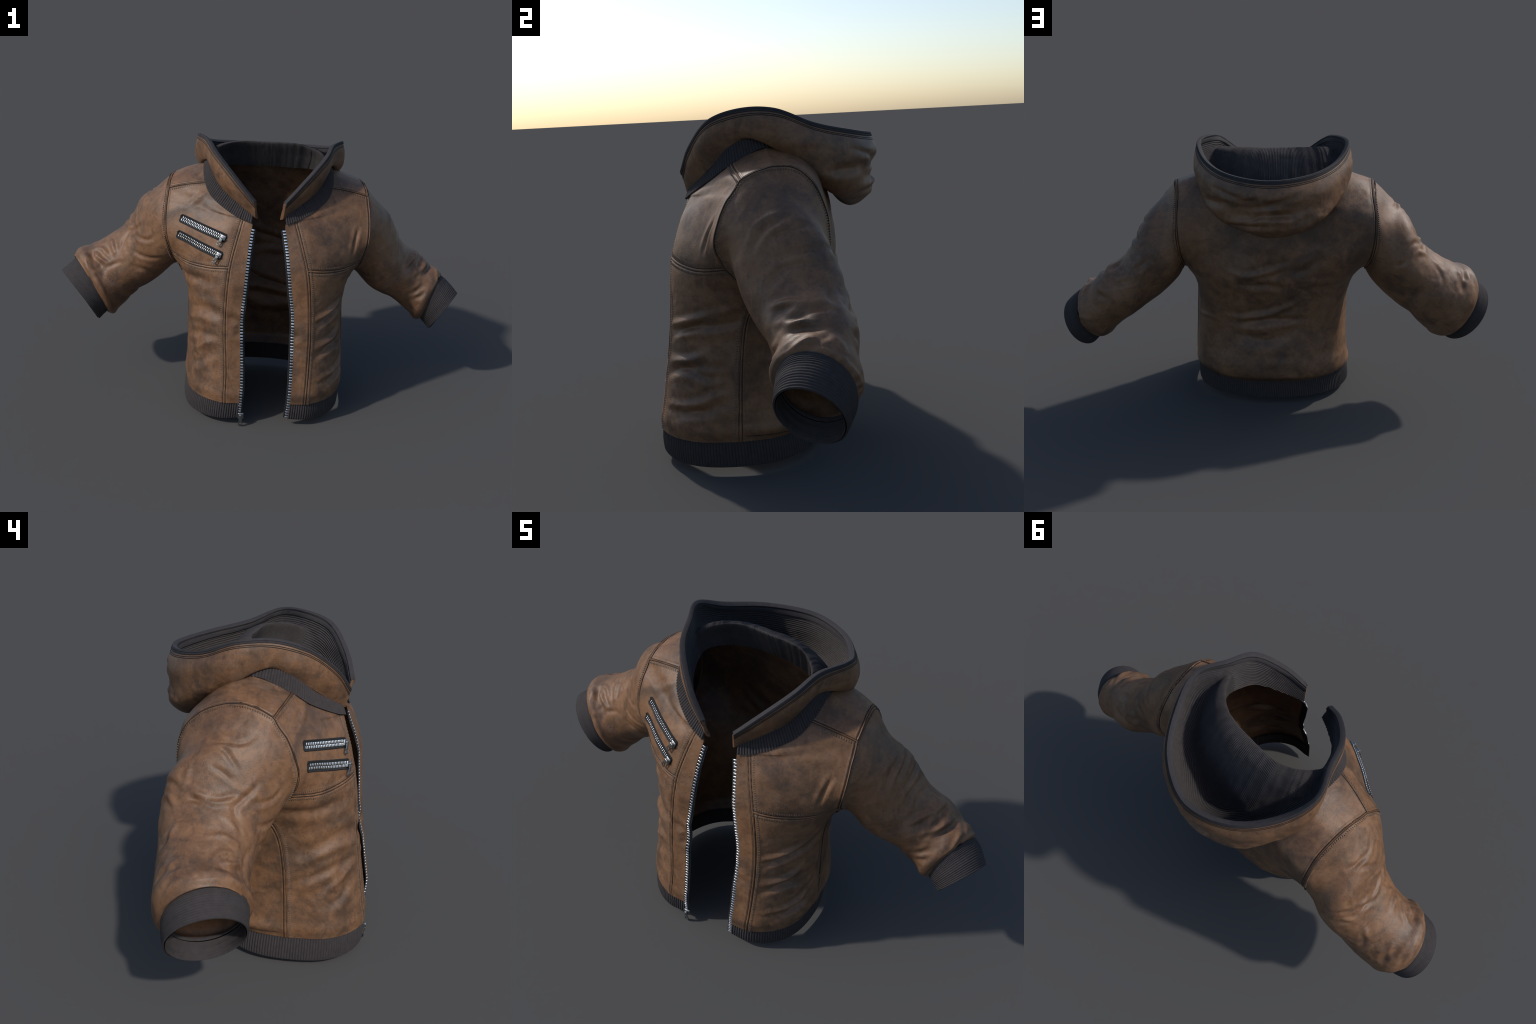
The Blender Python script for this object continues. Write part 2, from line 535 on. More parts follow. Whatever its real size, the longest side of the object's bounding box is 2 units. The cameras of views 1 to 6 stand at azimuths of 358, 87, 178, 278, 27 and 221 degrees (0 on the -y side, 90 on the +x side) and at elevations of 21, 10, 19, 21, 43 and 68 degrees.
def lay(points, tree, res=.0025, smooth_normals=3):
    """Drop a control polyline on a surface -> dense path with normals."""
    P = np.asarray(points, float)
    c = catmull(P, steps(P, .01)) if len(P) > 2 else resample(P, 20)
    c = resample(c, max(4, int(length(c) / res)))
    q, n = [], []
    for p in c:
        loc, nor, _, _ = tree.find_nearest(Vector(p))
        q.append(loc)
        n.append(nor)
    q, n = np.array(q), np.array(n)
    for _ in range(smooth_normals):
        n[1:-1] = unit(n[:-2] + 2 * n[1:-1] + n[2:])
        q[1:-1] = (q[:-2] + 2 * q[1:-1] + q[2:]) / 4
    return q, n

def surf_normals_torso():
    parts = []
    for G, fl in zip(torso_grids, torso_flips):
        V = G.reshape(-1, 3)
        parts.append((V, normals_of(V, grid_faces(*G.shape[:2], flip=fl))))
    return weld_normals(parts)

PLACKET = A((.120, -.262, .952), (.150, -.300, .850), (.175, -.335, .745), (.190, -.355, .600),
            (.194, -.370, .450), (.190, -.400, .280), (.187, -.425, .119))
YOKE = A((.178, -.335, .752), (.265, -.297, .738), (.355, -.240, .732), (.446, -.145, .742))
HEM_BACK = A((.370, -.110, .140), (.360, .000, .140), (.315, .075, .140), (.160, .175, .140), (0, .195, .140))

seams = []          # (path, normals, groove offsets, stitch offsets, on sleeve?)
for s in (1, -1):
    seams.append(dict(p=lay(pose(PLACKET, s), bvh0), g=(-.0055, .0055), st=(-s * .017,), kind='placket', side=s))
    seams.append(dict(p=lay(pose(YOKE, s), bvh0), g=(-.0055, .0055), st=(-.016, .016), kind='yoke', side=s))
    seams.append(dict(p=lay(front[s][-1], bvh0), g=(-.004, .004), st=(s * .013,), kind='shoulder', side=s))
    seams.append(dict(p=lay(front[s][:armpit_index - 4:4, -1], bvh0), g=(-.0055, .0055), st=(-s * .018,), kind='side', side=s))
hem = np.concatenate([pose(HEM_BACK, 1), pose(HEM_BACK[::-1], -1)[1:]])
seams.append(dict(p=lay(hem, bvh0), g=(0.,), st=(), kind='hem', side=1))

# ------------------------------------------------------------------ relief: seam welts, creases and rumples
def seam_relief(P):
    from mathutils.kdtree import KDTree
    pts = np.concatenate([q['p'][0] for q in seams if q['kind'] != 'hem'] + [resample(armhole[1], 500), resample(armhole[-1], 500)])
    kd = KDTree(len(pts))
    for i, p in enumerate(pts):
        kd.insert(p, i)
    kd.balance()
    d = np.array([kd.find(p)[2] for p in P])
    r = .0022 * np.exp(-(d / .0045) ** 2) - .0026 * np.exp(-((d - .0058) / .0022) ** 2)
    r += .0012 * np.exp(-((d - .011) / .004) ** 2)
    return r, d

# hand-placed folds and creases: (points, height, width); positive stands out, negative cuts in
LEFT_SLEEVE_FOLDS = [
    ([(-.653, .248, .797), (-.669, .215, .793), (-.669, .148, .806), (-.659, .098, .805), (-.641, .051, .813), (-.625, .016, .817)], -.006, .010),
    ([(-.677, .136, .795), (-.676, .094, .782), (-.687, .060, .759), (-.692, .026, .732)], .006, .012),
    ([(-.609, -.010, .820), (-.628, .008, .802), (-.648, .033, .787), (-.664, .033, .763), (-.672, .008, .728), (-.661, -.014, .699)], -.006, .011),
    ([(-.763, .097, .723), (-.742, .060, .719), (-.728, .031, .704), (-.719, .010, .684)], .005, .011),
    ([(-.850, .047, .665), (-.802, .006, .631), (-.765, -.020, .599)], -.007, .012),
    ([(-.833, .261, .577), (-.861, .221, .625), (-.870, .179, .655), (-.867, .137, .674)], -.006, .013),
    ([(-.906, .240, .537), (-.930, .188, .592), (-.932, .151, .622), (-.923, .081, .633)], -.007, .013),
    ([(-.911, .054, .631), (-.621, .078, .457), (-.859, -.015, .603)], .006, .012),
    ([(-.686, -.020, .644), (-.732, -.016, .625), (-.762, -.019, .606)], -.005, .010),
    ([(-.532, .148, .966), (-.559, .090, .970), (-.546, .026, .968), (-.518, -.006, .991)], -.005, .009),
    ([(-.564, .122, .960), (-.577, .084, .941), (-.593, .059, .917), (-.600, .040, .892)], -.006, .009),
    ([(-.613, .125, .903), (-.613, .087, .882), (-.619, .054, .856)], -.005, .009),
    ([(-.642, .216, .830), (-.626, .204, .870), (-.611, .203, .894)], .005, .010),
    ([(-.577, -.035, .851), (-.615, -.005, .813), (-.639, .023, .795)], -.005, .010),
    ([(-.840, .025, .647), (-.799, -.006, .608), (-.771, -.023, .580), (-.774, -.035, .557)], -.008, .012),
    ([(-.825, .031, .661), (-.780, -.002, .643), (-.742, -.014, .623)], .007, .010),
    ([(-.872, .020, .656), (-.851, -.022, .617), (-.832, -.035, .587)], .007, .009),
    ([(-.682, .039, .750), (-.685, .011, .721), (-.689, -.002, .690)], -.006, .009),
    ([(-.747, .060, .716), (-.727, .016, .686), (-.718, .001, .672)], .006, .011),
    ([(-.629, -.032, .707), (-.582, -.060, .694), (-.533, -.079, .689), (-.489, -.089, .698)], -.006, .010),
    ([(-.619, -.011, .786), (-.590, -.049, .777), (-.543, -.081, .784), (-.514, -.105, .819)], -.006, .010),
    ([(-.625, -.039, .631), (-.565, -.052, .618), (-.514, -.012, .584)], -.006, .013),
    ([(-.545, .147, .960), (-.555, .104, .971), (-.546, .063, .975)], -.006, .009),
    ([(-.658, .206, .814), (-.675, .148, .800), (-.679, .083, .777), (-.691, .041, .744)], -.006, .011),
    ([(-.646, .194, .834), (-.666, .138, .806), (-.665, .093, .801), (-.639, .030, .804)], .006, .011),
    ([(-.565, .297, .781), (-.608, .272, .830), (-.653, .216, .816)], -.006, .011),
    ([(-.755, .010, .662), (-.797, .050, .690), (-.842, .068, .677)], .007, .010),
    ([(-.816, -.023, .605), (-.829, .002, .627), (-.841, .054, .672)], -.008, .012),
    ([(-.909, .165, .649), (-.909, .101, .665)], .006, .010),
    ([(-.915, .216, .595), (-.913, .179, .637), (-.911, .137, .660), (-.917, .092, .656)], -.007, .012),
    ([(-.601, .287, .799), (-.582, .298, .771), (-.560, .303, .746), (-.531, .293, .738)], -.007, .010),
    ([(-.615, .287, .780), (-.644, .264, .791), (-.677, .231, .766)], .006, .011),
    ([(-.710, .215, .737), (-.735, .228, .711), (-.749, .241, .684)], .006, .012),
    ([(-.737, .234, .703), (-.748, .252, .668), (-.749, .269, .637)], -.006, .012),
    ([(-.844, .183, .673), (-.858, .216, .636), (-.883, .224, .615)], .006, .012),
    ([(-.892, .160, .663), (-.912, .195, .624), (-.916, .218, .588), (-.899, .245, .550)], -.007, .011),
    ([(-.871, .181, .654), (-.849, .228, .630), (-.853, .249, .587)], -.005, .013),
]
RIGHT_SLEEVE_FOLDS = [
    ([(.739, .009, .656), (.761, .035, .671), (.772, .069, .685)], .007, .011),
    ([(.767, .004, .630), (.785, .049, .649), (.792, .090, .667), (.800, .129, .671)], -.007, .012),
    ([(.861, .002, .565), (.879, .040, .599), (.875, .077, .615)], .008, .010),
    ([(.855, .175, .373), (.889, .048, .566), (.891, .077, .584), (.863, .132, .614)], -.008, .011),
    ([(.894, .204, .429), (.905, .108, .588)], .006, .011),
    ([(.727, -.029, .523), (.767, -.024, .541), (.797, -.014, .570)], -.006, .012),
    ([(.752, -.033, .500), (.783, -.036, .513), (.802, -.032, .541)], -.006, .011),
    ([(.615, -.029, .849), (.610, .053, .887), (.572, .136, .877)], -.005, .013),
    ([(.641, -.001, .800), (.634, .095, .819), (.574, .181, .797)], -.005, .013),
    ([(.694, -.027, .665), (.736, .024, .687), (.766, .067, .691)], .007, .012),
    ([(.725, -.007, .647), (.776, .073, .676), (.799, .160, .665)], -.007, .012),
    ([(.742, -.017, .621), (.812, .053, .645), (.834, .110, .639)], .006, .012),
    ([(.795, .008, .602), (.826, .065, .621), (.846, .130, .626)], -.006, .012),
    ([(.844, -.013, .563), (.885, .057, .585), (.904, .156, .569)], -.006, .011),
    ([(.596, .047, .919), (.594, -.028, .894), (.598, -.077, .825)], -.006, .014),
    ([(.655, .139, .771), (.659, .032, .775), (.661, -.030, .719)], -.005, .014),
    ([(.907, .167, .555), (.884, .156, .592), (.859, .123, .618)], .006, .012),
    ([(.823, .202, .602), (.796, .220, .581), (.771, .228, .563)], -.006, .014),
    ([(.712, .149, .714), (.739, .149, .699), (.771, .157, .684)], -.006, .013),
    ([(.749, .209, .648), (.706, .221, .642), (.668, .219, .654)], -.005, .014),
    ([(.580, .193, .751), (.619, .201, .714), (.651, .203, .695)], -.005, .014),
]
BACK_FOLDS = [
    ([(.212, .234, .695), (.150, .255, .677), (.067, .270, .695), (-.015, .267, .720), (-.066, .267, .741)], .007, .014),
    ([(.193, .228, .635), (.120, .239, .632), (.042, .248, .634), (-.041, .250, .617)], -.007, .016),
    ([(.242, .155, .455), (.177, .183, .448), (.070, .210, .470), (-.015, .220, .496), (-.126, .227, .559)], .008, .014),
    ([(.156, .179, .420), (.081, .188, .433), (.016, .194, .446), (-.134, .197, .443)], -.009, .015),
    ([(.167, .181, .383), (.098, .190, .345), (.044, .197, .335), (-.015, .200, .353), (-.080, .200, .393)], -.008, .024),
    ([(.200, .170, .396), (.070, .205, .392), (-.037, .209, .409)], .006, .022),
    ([(.373, -.033, .395), (.322, .085, .421), (.276, .130, .422)], .005, .010),
    ([(-.062, .262, .690), (-.128, .262, .711), (-.204, .275, .769)], -.006, .018),
]
FRONT_FOLDS = [
    ([(-.396, -.099, .667), (-.359, -.188, .661), (-.308, -.252, .671), (-.226, -.323, .670)], -.007, .020),
    ([(-.351, -.113, .472), (-.317, -.240, .523), (-.264, -.311, .549), (.278, -.363, .331)], -.007, .020),
    ([(-.351, -.135, .415), (-.338, -.227, .463), (-.282, -.311, .493), (-.198, -.366, .481)], .007, .018),
    ([(-.346, -.157, .361), (-.319, -.249, .396), (-.275, -.312, .425), (-.215, -.362, .428)], -.008, .018),
    ([(-.325, -.266, .309), (-.304, -.301, .340), (-.266, -.339, .380), (-.227, -.362, .401)], .007, .016),
    ([(-.328, -.270, .255), (-.289, -.319, .278), (-.247, -.347, .326), (-.213, -.370, .356)], -.007, .018),
    ([(.223, -.362, .512), (.337, -.265, .553), (.377, -.185, .581), (.391, -.106, .598)], .007, .013),
    ([(.225, -.363, .498), (.325, -.267, .523), (.370, -.174, .536), (.384, -.095, .549)], -.008, .014),
    ([(.260, -.364, .393), (.329, -.298, .408), (.360, -.235, .438)], .007, .013),
    ([(.247, -.371, .360), (.316, -.311, .369), (.363, -.236, .352), (.378, -.180, .357)], -.007, .015),
    ([(.272, -.384, .228), (.358, -.294, .252), (.384, -.221, .285), (.387, -.165, .297)], .006, .013),
    ([(.273, -.385, .211), (.348, -.296, .227), (.387, -.216, .220)], -.007, .015),
    ([(.233, -.362, .472), (.283, -.317, .506), (.355, -.234, .558), (.382, -.165, .592)], -.006, .013),
    ([(.227, -.387, .327), (.308, -.314, .376), (.377, -.170, .389)], -.006, .014),
    ([(.293, -.378, .182), (.358, -.290, .222), (.387, -.172, .256)], -.006, .014),
    ([(.421, -.182, .906), (.405, -.204, .852), (.395, -.227, .793)], -.006, .009),
    ([(-.273, -.131, 1.049), (-.318, -.144, 1.013), (-.369, -.144, .972)], .004, .014),
]
HOOD_FOLDS = [
    ([(.277, .294, 1.113), (.236, .337, 1.101), (.193, .373, 1.087), (.158, .392, 1.087), (.111, .415, 1.104)], -.008, .012),
    ([(.184, .381, 1.074), (.116, .405, 1.073), (.064, .431, 1.090)], -.008, .013),
    ([(.039, .411, 1.047), (-.003, .423, 1.072), (-.054, .423, 1.086), (-.106, .407, 1.101)], -.008, .014),
    ([(.130, .394, .972), (.091, .401, .991), (.061, .405, 1.010)], -.006, .009),
    ([(.201, .332, .955), (.144, .374, .952), (.083, .403, .959), (.036, .416, .955)], -.007, .012),
    ([(.053, .409, 1.000), (.001, .403, 1.004), (-.063, .404, 1.006)], -.008, .014),
    ([(.194, .362, 1.031), (.108, .397, 1.022), (.023, .419, 1.031), (-.085, .408, 1.040)], .006, .016),
    ([(.152, .385, .974), (.040, .423, .988), (-.063, .417, .985), (-.128, .398, 1.010)], .007, .014),
    ([(.314, .217, 1.036), (.269, .286, 1.039), (.210, .355, 1.049)], -.008, .015),
    ([(.217, .309, .943), (.123, .386, .954)], -.006, .015),
]

def crease_relief(P, folds, tree):
    out = np.zeros(len(P))
    for pts, amp, w in folds:
        pts = np.asarray(pts, float)
        path = lay(pts, tree, res=.006)[0]
        t = np.linspace(0, 1, len(path))
        taper = np.sin(np.pi * np.clip(t, .03, .97)) ** .6
        lo, hi = path.min(0) - 4 * w, path.max(0) + 4 * w
        m = np.all((P > lo) & (P < hi), axis=1)
        if not m.any():
            continue
        Q = P[m]
        d2 = ((Q[:, None] - path[None]) ** 2).sum(-1)
        k = d2.argmin(1)
        d = np.sqrt(d2[np.arange(len(Q)), k])
        r = np.exp(-(d / w) ** 2) - .45 * np.exp(-((d - 1.9 * w) / (1.1 * w)) ** 2)
        out[m] += amp * taper[k] * r
    return out

def rumple(P, amount=1.):
    """Soft broad waviness of the leather with a little finer unevenness."""
    warp = P + .03 * np.stack([noise3(P * 7, 21), noise3(P * 7, 22), noise3(P * 7, 23)], 1)
    broad = noise3(warp * np.array([6., 6., 9.]), 3) * .0042
    drape = noise3(warp * np.array([9., 9., 19.]), 5) * .0026
    small = noise3(warp * 42, 6) * .0007
    return amount * (broad + drape + small)

tn = surf_normals_torso()
new = []
for G, n in zip(torso_grids, tn):
    P = G.reshape(-1, 3)
    r, d = seam_relief(P)
    calm = smoothstep(.0, .035, d) * .8 + .2
    # keep the zip edge and neckline quiet
    quiet = smoothstep(.0, .05, 1.10 - P[:, 2]) * smoothstep(.0, .04, P[:, 2] - .115)
    back_or_front = np.where(P[:, 1] > 0, 1., .8)
    folds = FRONT_FOLDS + BACK_FOLDS
    # the leather blouses over the rib at the hem, most at the back
    r = r + np.exp(-((P[:, 2] - .155) / .026) ** 2) * (.004 + .009 * smoothstep(-.15, .05, P[:, 1]))
    h = r + (rumple(P) * back_or_front + crease_relief(P, folds, bvh0)) * calm * quiet
    new.append((P + n * h[:, None]).reshape(G.shape))
front[1], front[-1], back, shoulder[1], shoulder[-1] = new
torso_grids = new
tn = surf_normals_torso()
N_front = {1: tn[0].reshape(front[1].shape), -1: tn[1].reshape(front[-1].shape)}

THICK = .007
for s in (1, -1):
    thick_sheet('chest_panel', front[s], N_front[s], THICK, M_LEATHER, root, flip=(s == -1))
# back panel: back piece and both shoulder flaps as one sheet
def back_panel():
    parts, b = [], 0
    Vs, Ns, Fs, edges = [], [], [], []
    for G, n, fl in ((back, tn[2], False), (shoulder[1], tn[3], False), (shoulder[-1], tn[4], True)):
        Vs.append(G.reshape(-1, 3))
        Ns.append(n)
        Fs.append(grid_faces(*G.shape[:2], flip=fl, base=b))
        b += G.shape[0] * G.shape[1]
    V, Nn, F = np.concatenate(Vs), np.concatenate(Ns), np.concatenate(Fs)
    # weld
    key = {}
    remap = np.zeros(len(V), int)
    keep = []
    for i, q in enumerate(np.round(V * 20000).astype(np.int64)):
        q = tuple(q)
        if q not in key:
            key[q] = len(keep)
            keep.append(i)
        remap[i] = key[q]
    V, Nn, F = V[keep], Nn[keep], remap[F]
    n = len(V)
    e = {}
    for f in F:
        for k in range(4):
            a, c = int(f[k]), int(f[(k + 1) % 4])
            if (c, a) in e:
                del e[(c, a)]
            else:
                e[(a, c)] = 1
    rim = np.array(list(e))
    S = np.stack([rim[:, 1], rim[:, 0], rim[:, 0] + n, rim[:, 1] + n], -1)
    VV = np.concatenate([V, V - Nn * THICK])
    used, inv = np.unique(S, return_inverse=True)
    S2 = inv.reshape(S.shape)
    ns = normals_of(VV[used], S2)
    allV = np.concatenate([VV, VV[used]])
    FF = np.concatenate([F, F[:, ::-1] + n, S2 + 2 * n])
    make_mesh('back_panel', allV, FF, M_LEATHER, root, N=np.concatenate([Nn, -Nn, ns]))
back_panel()

# sleeves
N_sleeve = {}
sleeve_objs = {}
for s in (1, -1):
    G = sleeve[s]
    nv, nu = G.shape[:2]
    V = G.reshape(-1, 3)
    F = grid_faces(nv, nu, close_u=True, flip=(s == 1))
    n = normals_of(V, F)
    v = np.repeat(np.arange(nv) / (nv - 1), nu)
    d = np.repeat(np.r_[0, np.cumsum(np.linalg.norm(np.diff(G, axis=0), axis=-1).mean(1))], nu)
    r = .0022 * np.exp(-(d / .0045) ** 2) - .0026 * np.exp(-((d - .0058) / .0022) ** 2) + .0012 * np.exp(-((d - .011) / .004) ** 2)
    calm = smoothstep(.0, .06, d)
    elbow = .8 + .5 * smoothstep(.35, .75, v)
    h = r + (rumple(V * np.array([1., 1., .8]) + 3.1, 1.15) * elbow + crease_relief(V, LEFT_SLEEVE_FOLDS if s == -1 else RIGHT_SLEEVE_FOLDS, tree_closed(G, s == 1)) * ((.78 if s == -1 else 1.15) - .4 * smoothstep(.80, .93, v))) * calm
    # the wrist end blouses over the cuff
    h += .010 * np.exp(-((v - .93) / .05) ** 2) - .012 * smoothstep(.965, 1., v)
    V = V + n * h[:, None]
    sleeve[s] = V.reshape(G.shape)
    n = normals_of(V, F)
    N_sleeve[s] = n.reshape(G.shape)
    sleeve_objs[s] = thick_sheet('sleeve', sleeve[s], N_sleeve[s], .006, M_LEATHER, root, close_u=True, flip=(s == 1))

# ------------------------------------------------------------------ cuffs: ribs run round the wrist
for s in (1, -1):
    rings = np.array([ring(r, s, 96) for r in CUFF_RINGS[s]])
    G = catmull(rings, [26] * (len(rings) - 1))
    nv, nu = G.shape[:2]
    F = grid_faces(nv, nu, close_u=True, flip=(s == 1))
    V = G.reshape(-1, 3)
    n = normals_of(V, F)
    v = np.repeat(np.arange(nv) / (nv - 1), nu)
    rib = np.abs(np.sin(v * math.pi * 15)) ** .8
    V = V + n * (.0024 * rib - .003 * smoothstep(.985, 1, v))[:, None]
    n = normals_of(V, F)
    thick_sheet('cuff', V.reshape(G.shape), n.reshape(G.shape), .010, M_RIB, sleeve_objs[s], close_u=True, flip=(s == 1))

# ------------------------------------------------------------------ waistband: upright ribs round the hem
WAIST_TOP = A((.116, -.418, .128), (.198, -.412, .128), (.284, -.361, .128), (.344, -.274, .128), (.365, -.135, .128),
              (.351, -.022, .128), (.305, .063, .128), (.237, .122, .128), (.155, .159, .128), (.079, .174, .128), (0, .178, .128))
WAIST_LOW = A((.116, -.418, .036), (.200, -.414, .032), (.284, -.368, .026), (.349, -.280, .024), (.374, -.142, .024),
              (.362, -.020, .026), (.306, .080, .029), (.234, .140, .033), (.152, .175, .035), (.076, .190, .035), (0, .194, .035))
def full(path):
    return np.concatenate([pose(path, 1), pose(path[::-1], -1)[1:]])
lo, hi = full(WAIST_LOW), full(WAIST_TOP)
lo = resample(catmull(lo, 20), 1657)
hi = resample(catmull(hi, 20), 1657)
mid = (lo + hi) / 2
out = unit(np.cross(np.gradient(mid, axis=0), [0, 0, 1.]))
mid = mid - out * -.004
G = catmull(np.stack([lo, mid, hi]), [7, 7])
nv, nu = G.shape[:2]
F = grid_faces(nv, nu)
n0 = normals_of(G.reshape(-1, 3), F)
if (n0.reshape(G.shape)[nv // 2, nu // 2] * np.array([0, 1, 0])).sum() < 0:
    n0 = -n0
wflip = (normals_of(G.reshape(-1, 3), F).reshape(G.shape)[nv // 2, nu // 2, 1] < 0)
rib = np.abs(np.sin(np.arange(nu) / (nu - 1) * math.pi * 184)) ** .7
rim_fade = np.ones(nv)
rim_fade[0] = .3
h = (.0040 * rib[None] * rim_fade[:, None]).reshape(-1, 1)
V = G.reshape(-1, 3) + n0 * h
F = grid_faces(nv, nu, flip=wflip)
n = normals_of(V, F)
thick_sheet('waistband', V.reshape(G.shape), n.reshape(G.shape), .010, M_RIB, root, flip=wflip)

# ------------------------------------------------------------------ neck band
BAND_LOW = A((.076, -.283, .948), (.140, -.261, .967), (.210, -.218, .999), (.265, -.164, 1.035), (.290, -.107, 1.075),
             (.298, -.055, 1.099), (.300, .000, 1.124), (.299, .035, 1.128), (.258, .115, 1.116), (.142, .188, 1.106), (0, .210, 1.103))
BAND_TOP = A((.070, -.266, .990), (.135, -.218, 1.032), (.185, -.178, 1.067), (.222, -.150, 1.098), (.245, -.122, 1.128),
             (.262, -.085, 1.153), (.272, -.040, 1.170), (.270, .030, 1.170), (.228, .100, 1.156), (.125, .160, 1.143), (0, .178, 1.140))
nb = 1561
lo = resample(catmull(full(BAND_LOW), 16), nb)
hi = resample(catmull(full(BAND_TOP), 16), nb)
G = catmull(np.stack([lo, hi]), [12])
nv, nu = G.shape[:2]
F = grid_faces(nv, nu)
n0 = normals_of(G.reshape(-1, 3), F)
bflip = n0.reshape(G.shape)[nv // 2, nu // 2, 1] < 0
F = grid_faces(nv, nu, flip=bflip)
n0 = normals_of(G.reshape(-1, 3), F)
rib = np.abs(np.sin(np.arange(nu) / (nu - 1) * math.pi * 150)) ** .7
V = G.reshape(-1, 3) + n0 * np.tile(.0045 * rib, nv)[:, None]
n = normals_of(V, F)
thick_sheet('neck_band', V.reshape(G.shape), n.reshape(G.shape), .007, M_RIB, root, flip=bflip)

# ------------------------------------------------------------------ hood: sections from the front end to the centre back
def line(a, b, n, bulge=(0, 0, 0)):
    a, b, c = np.array(a), np.array(b), np.array(bulge)
    return [tuple(a + (b - a) * i / (n - 1) + c * math.sin(math.pi * i / (n - 1))) for i in range(n)]
# outer leather, from the rim down round the bag to the neck
HOOD_OUT = A(
    line((.070, -.296, 1.052), (.062, -.278, .973), 8),
    line((.153, -.252, 1.140), (.135, -.230, 1.017), 8, (.008, -.010, 0)),
    line((.248, -.160, 1.233), (.230, -.157, 1.085), 8, (.012, -.010, 0)),
    [(.287, -.050, 1.265), (.298, -.046, 1.238), (.299, -.045, 1.210), (.296, -.046, 1.188), (.292, -.048, 1.178), (.289, -.050, 1.170), (.285, -.052, 1.164), (.279, -.054, 1.158)],
    [(.336, .070, 1.260), (.352, .086, 1.205), (.355, .096, 1.160), (.346, .098, 1.125), (.328, .085, 1.110), (.312, .065, 1.118), (.300, .047, 1.132), (.280, .030, 1.150)],
    [(.295, .200, 1.205), (.318, .220, 1.145), (.316, .228, 1.080), (.298, .222, 1.025), (.271, .190, 1.010), (.258, .168, 1.025), (.250, .140, 1.075), (.236, .115, 1.128)],
    [(.180, .345, 1.170), (.200, .368, 1.095), (.198, .358, 1.030), (.196, .350, .965), (.182, .297, .930), (.172, .250, .955), (.160, .215, 1.035), (.140, .178, 1.112)],
    [(.000, .416, 1.157), (.000, .438, 1.086), (.000, .414, 1.040), (.000, .420, .948), (.000, .334, .890), (.000, .270, .930), (.000, .225, 1.030), (.000, .195, 1.110)])
# knit lining, from inside the neck over the roll, down into the bag and up to the rim
HOOD_IN = A(
    line((.048, -.262, .965), (.060, -.284, 1.050), 9),
    line((.118, -.218, 1.004), (.143, -.242, 1.139), 9),
    line((.204, -.139, 1.072), (.238, -.150, 1.232), 9),
    [(.233, -.047, 1.112), (.244, -.053, 1.148), (.252, -.056, 1.180), (.258, -.057, 1.195), (.263, -.056, 1.205), (.268, -.054, 1.215), (.272, -.052, 1.230), (.276, -.050, 1.246), (.275, -.050, 1.262)],
    [(.232, .000, 1.122), (.238, -.009, 1.168), (.242, -.015, 1.212), (.256, .010, 1.212), (.278, .040, 1.185), (.300, .060, 1.172), (.323, .074, 1.182), (.335, .076, 1.212), (.325, .065, 1.256)],
    [(.190, .074, 1.114), (.199, .054, 1.170), (.200, .035, 1.226), (.215, .070, 1.220), (.234, .126, 1.160), (.254, .166, 1.104), (.278, .192, 1.108), (.292, .199, 1.145), (.284, .188, 1.200)],
    [(.119, .121, 1.104), (.126, .098, 1.168), (.130, .075, 1.233), (.145, .120, 1.217), (.158, .198, 1.120), (.165, .260, 1.022), (.174, .308, 1.018), (.180, .333, 1.085), (.172, .333, 1.166)],
    [(.000, .137, 1.102), (.000, .107, 1.168), (.000, .085, 1.231), (.000, .135, 1.217), (.000, .220, 1.100), (.000, .308, .955), (.000, .384, .972), (.000, .394, 1.070), (.000, .402, 1.154)])

def hood_grid(half, su, sv):
    c = np.concatenate([pose(half, 1, True), pose(half[::-1], -1, True)[1:]])      # [section][profile]
    cs = steps(c, su, axis=0)
    cp = steps(c, sv, axis=1)
    return patch(c, cp, cs)         # grid[section][profile]

HO = hood_grid(HOOD_OUT, .0045, .0045)
nv, nu = HO.shape[:2]
F = grid_faces(nv, nu)
V = HO.reshape(-1, 3)
n = normals_of(V, F)
hoflip = n.reshape(HO.shape)[nv // 2, 6, 1] < 0
F = grid_faces(nv, nu, flip=hoflip)
n = normals_of(V, F)
u = np.tile(np.arange(nu) / (nu - 1), nv)
bag = smoothstep(-.05, .15, V[:, 1])
h = (rumple(V * np.array([1, 1, 1.2]) + 7.7, 1.2) + crease_relief(V, HOOD_FOLDS, BVHTree.FromPolygons([tuple(q) for q in V], F.tolist()))) * smoothstep(.05, .2, u) * (.25 + .75 * bag)
V = V + n * h[:, None]
HO = V.reshape(HO.shape)
n = normals_of(V, F)
HON = n.reshape(HO.shape)
hood = make_mesh('hood', V, F, M_LEATHER, root, N=n)

HI = hood_grid(HOOD_IN, .0021, .0021)
nv, nu = HI.shape[:2]
F = grid_faces(nv, nu)
V = HI.reshape(-1, 3)
n = normals_of(V, F)
hiflip = n.reshape(HI.shape)[nv // 2, 4, 1] > 0
hiflip = not hoflip
F = grid_faces(nv, nu, flip=hiflip)
n = normals_of(V, F)
